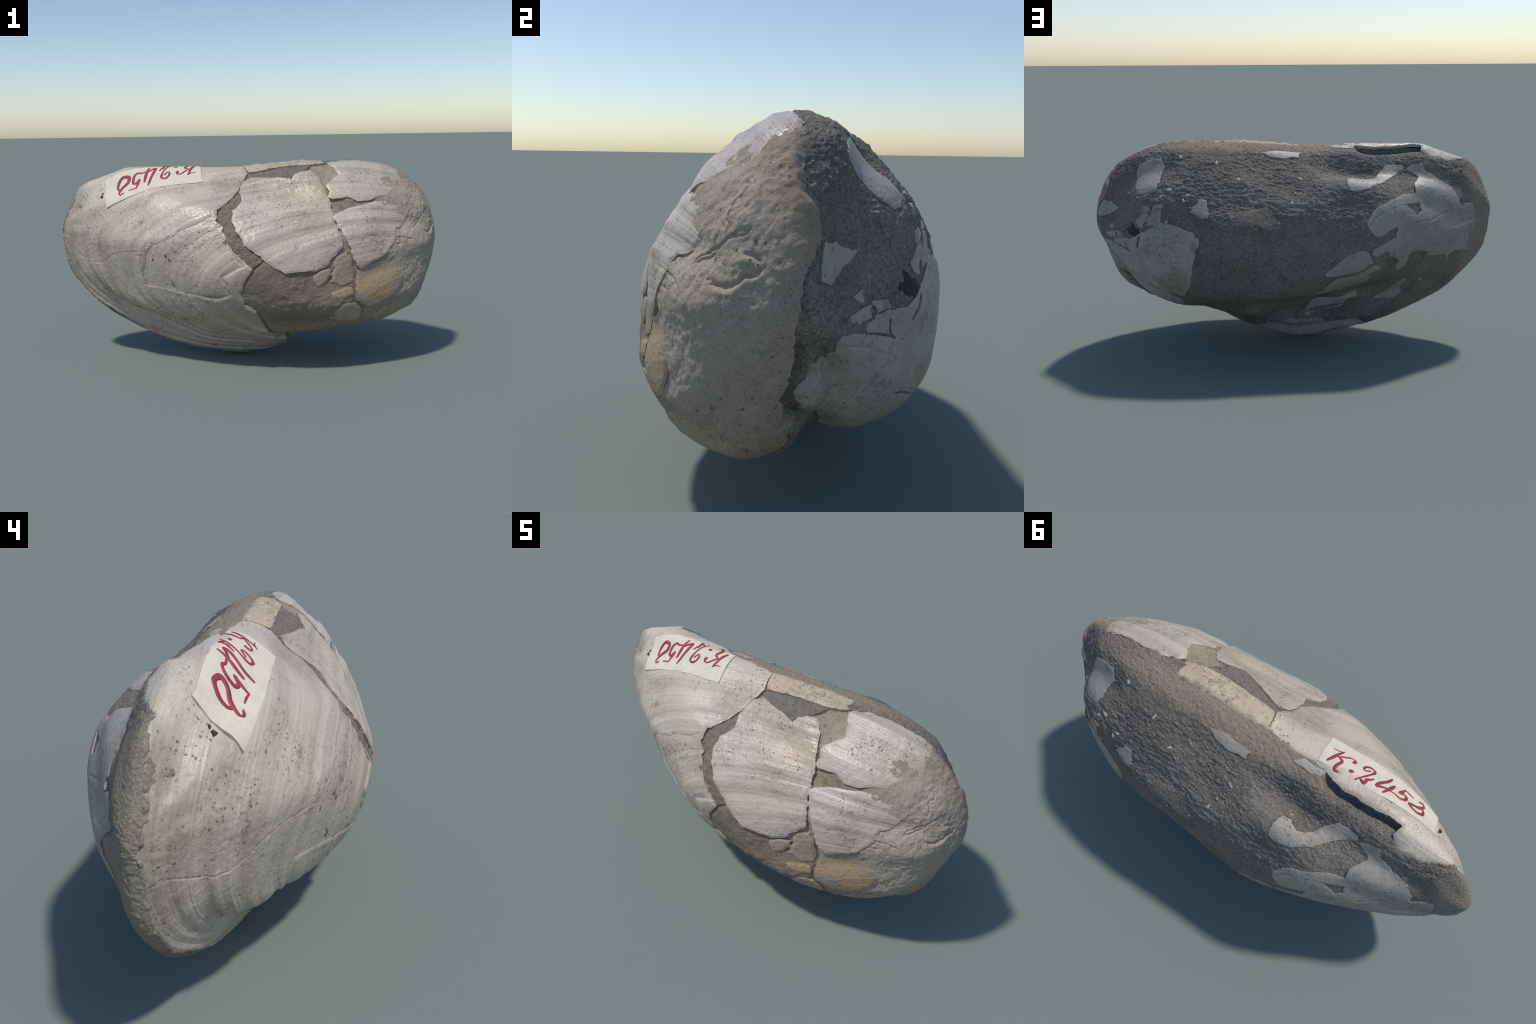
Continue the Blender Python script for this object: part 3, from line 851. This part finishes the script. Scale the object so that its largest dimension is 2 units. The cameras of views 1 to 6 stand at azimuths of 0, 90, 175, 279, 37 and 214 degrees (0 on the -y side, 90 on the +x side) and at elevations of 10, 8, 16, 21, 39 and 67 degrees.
piece('shell_lump', MAT['crust'], [(1.043, 0.064), (1.074, 0.04), (1.099, 0.019), (1.112, -0.035), (1.121, -0.088), (1.113, -0.147),
        (1.094, -0.191), (1.065, -0.201), (1.036, -0.23), (1.014, -0.167), (1.029, -0.118), (1.047, -0.037),
        (1.035, 0.016)],
      lift=0.004, depth=0.05, relief=lambda P: 0.004*fbm(P, 30, 3, 61) + 0.008*fbm(P, 9, 2, 62), jag=0.008,
      fine=0.006, edge_drop=0.02, edge_width=0.04)

# ------------------------------------------------------------------- far valve
for number, outline in enumerate(FAR_FLAKES):
    piece('shell_flake', MAT['flake'], outline, side=1, lift=0.0045, depth=0.02, relief=flake_relief,
          jag=0.006, edge_drop=0.001, edge_width=0.008, lip=carve, fine=0.0055, holes=(PATCH_HOLE,) if number == BIG_PATCH else ())
piece('tar_spot', MAT['black'], [(0.663, 0.057), (0.638, 0.13), (0.612, 0.111), (0.583, 0.099), (0.6, 0.054), (0.625, 0.02), (0.646,
        0.025)], side=1,
      lift=0.004, depth=0.012, relief=lambda P: 0.004*fbm(P, 60, 2, 71), jag=0.012, fine=0.004)


# ---------------------------------------------------------------- white chips
def build_chips():
    spots = [(0.489, 0.657), (0.23, 0.563), (0.187, 0.537), (0.409, 0.386), (0.421, 0.344), (0.325, 0.65), (0.002, 0.603),
             (0.038, 0.389), (0.478, 0.18), (-0.38, -0.588), (-0.202, 0.632), (0.515, 0.351), (-0.661, -0.053), (-0.501, -0.512)]
    for i in range(26):
        spots.append((RNG.uniform(-0.3, 0.75), RNG.uniform(0.15, 0.8)))
    verts, faces, base = [], [], 0
    for i, s in enumerate(spots):
        p, n = frame(np.array([s]), 1)
        if inside(dir_chart(chart_dir(np.array([s]), 1), -1), SEAM)[0]:
            continue
        n, c = n[0], p[0]
        big = i < 15
        size = RNG.uniform(0.009, 0.015) if big else RNG.uniform(0.003, 0.006)
        t = np.cross(n, RNG.normal(size=3))
        t /= np.linalg.norm(t)
        b = np.cross(n, t)
        wide = RNG.uniform(0.4, 0.7)
        m, rows = 9, ((1.0, -0.3), (0.92, 0.06), (0.55, 0.14))
        for r, h in rows:
            for k in range(m):
                a = 2*math.pi*k/m
                w = r*(1 + 0.2*math.sin(3*a + i))
                verts.append(c + n*(0.0015 + h*size) + t*math.cos(a)*size*w + b*math.sin(a)*size*wide*w)
        verts.append(c + n*(0.0015 + 0.15*size))
        for q in range(2):
            for k in range(m):
                a0, a1 = base + q*m + k, base + q*m + (k + 1) % m
                faces += [(a0, a1, a1 + m), (a0, a1 + m, a0 + m)]
        for k in range(m):
            faces.append((base + 2*m + k, base + 2*m + (k + 1) % m, base + 3*m))
        base += 3*m + 1
    ob = add_mesh('shell_chips', np.array(verts), np.array(faces), MAT['chip'])
    ob['kind'] = 'stuff'


build_chips()

# ------------------------------------------------------------------ paper label
LABEL = piece('paper_label', MAT['paper'], [(-0.604, 0.477), (-0.505, 0.605), (-0.406, 0.704), (-0.304, 0.779), (-0.199, 0.833), (-0.21, 0.883),
        (-0.223, 0.928), (-0.236, 0.968), (-0.25, 1.002), (-0.373, 0.948), (-0.492, 0.874), (-0.606, 0.776),
        (-0.716, 0.648), (-0.688, 0.623), (-0.659, 0.587), (-0.631, 0.539)],
      lift=0.007, depth=0.009, relief=lambda P: 0.0012*fbm(P, 12, 2, 81), jag=0.0015, fine=0.007, edge_drop=0.001)
STROKES = [
    (8, [(-0.272, 0.973), (-0.277, 0.948), (-0.278, 0.921), (-0.279, 0.876)]),
    (3, [(-0.279, 0.876), (-0.266, 0.896), (-0.245, 0.905)]),
    (6, [(-0.285, 0.928), (-0.301, 0.899), (-0.314, 0.873), (-0.327, 0.865)]),
    (11, [(-0.332, 0.866), (-0.338, 0.879), (-0.334, 0.885)]),
    (9, [(-0.294, 0.924), (-0.312, 0.928), (-0.312, 0.957), (-0.319, 0.971), (-0.333, 0.971), (-0.347, 0.955)]),
    (9, [(-0.357, 0.925), (-0.369, 0.915)]),
    (7, [(-0.393, 0.835), (-0.386, 0.86), (-0.374, 0.859), (-0.37, 0.835), (-0.379, 0.812), (-0.398, 0.808),
        (-0.407, 0.828), (-0.408, 0.876), (-0.398, 0.925)]),
    (8, [(-0.401, 0.906), (-0.429, 0.902), (-0.423, 0.883), (-0.429, 0.871), (-0.431, 0.853)]),
    (9, [(-0.445, 0.731), (-0.454, 0.793), (-0.458, 0.858), (-0.477, 0.836), (-0.49, 0.81)]),
    (10, [(-0.476, 0.751), (-0.491, 0.809), (-0.496, 0.848)]),
    (5, [(-0.532, 0.657), (-0.515, 0.675), (-0.498, 0.687)]),
    (9, [(-0.498, 0.687), (-0.51, 0.757), (-0.515, 0.729), (-0.533, 0.725), (-0.548, 0.757), (-0.54, 0.784),
        (-0.519, 0.794), (-0.502, 0.81)]),
    (6, [(-0.551, 0.631), (-0.561, 0.606), (-0.575, 0.612)]),
    (12, [(-0.576, 0.614), (-0.579, 0.669), (-0.566, 0.715), (-0.573, 0.741), (-0.597, 0.734), (-0.614, 0.716),
        (-0.616, 0.683), (-0.599, 0.65), (-0.58, 0.646)]),
]


def build_ink():
    """Pen strokes: ribbons swept along centre lines, lying on the paper."""
    verts, faces, base = [], [], 0
    for w, pts in STROKES:
        c = resample(pts, 0.004, closed=False, smooth=True)
        P, n = frame(c, -1)
        t = np.gradient(P, axis=0)
        t /= np.linalg.norm(t, axis=1, keepdims=True) + 1e-9
        s = np.cross(n, t)
        s /= np.linalg.norm(s, axis=1, keepdims=True) + 1e-9
        m = len(P)
        u = np.linspace(0, 1, m)
        half = 0.00062*w*(0.75 + 0.5*np.sin(np.pi*np.clip(u*1.1, 0, 1))) * (1 + 0.15*noise(P, 60, 9))
        P = P + n*(0.0082 + 0.0012*fbm(P, 12, 2, 81))[:, None]
        # extend the ends to round caps
        P = np.concatenate([P[:1] - t[:1]*half[0]*0.8, P, P[-1:] + t[-1:]*half[-1]*0.8])
        s = np.concatenate([s[:1], s, s[-1:]])
        n = np.concatenate([n[:1], n, n[-1:]])
        half = np.concatenate([[half[0]*.35], half, [half[-1]*.35]])
        m += 2
        for k in range(m):
            for off, h in ((-1, -0.002), (-1, 0.0), (0, 0.0004), (1, 0.0), (1, -0.002)):
                verts.append(P[k] + s[k]*off*half[k] + n[k]*h)
        for k in range(m - 1):
            for q in range(4):
                a = base + k*5 + q
                faces += [(a, a + 5, a + 6), (a, a + 6, a + 1)]
        base += m*5
    add_mesh('ink_lettering', np.array(verts), np.array(faces)[:, ::-1], MAT['ink'], LABEL)


build_ink()
for outline in ([(-0.69, 0.59), (-0.684, 0.59), (-0.681, 0.58), (-0.691, 0.572), (-0.691, 0.582)],
                [(-0.69, 0.567), (-0.678, 0.573), (-0.667, 0.555), (-0.683, 0.546), (-0.689, 0.555)]):
    piece('ink_spot', MAT['black'], outline, lift=0.0065, depth=0.012, jag=0.002, fine=0.003, edge_drop=0.0)
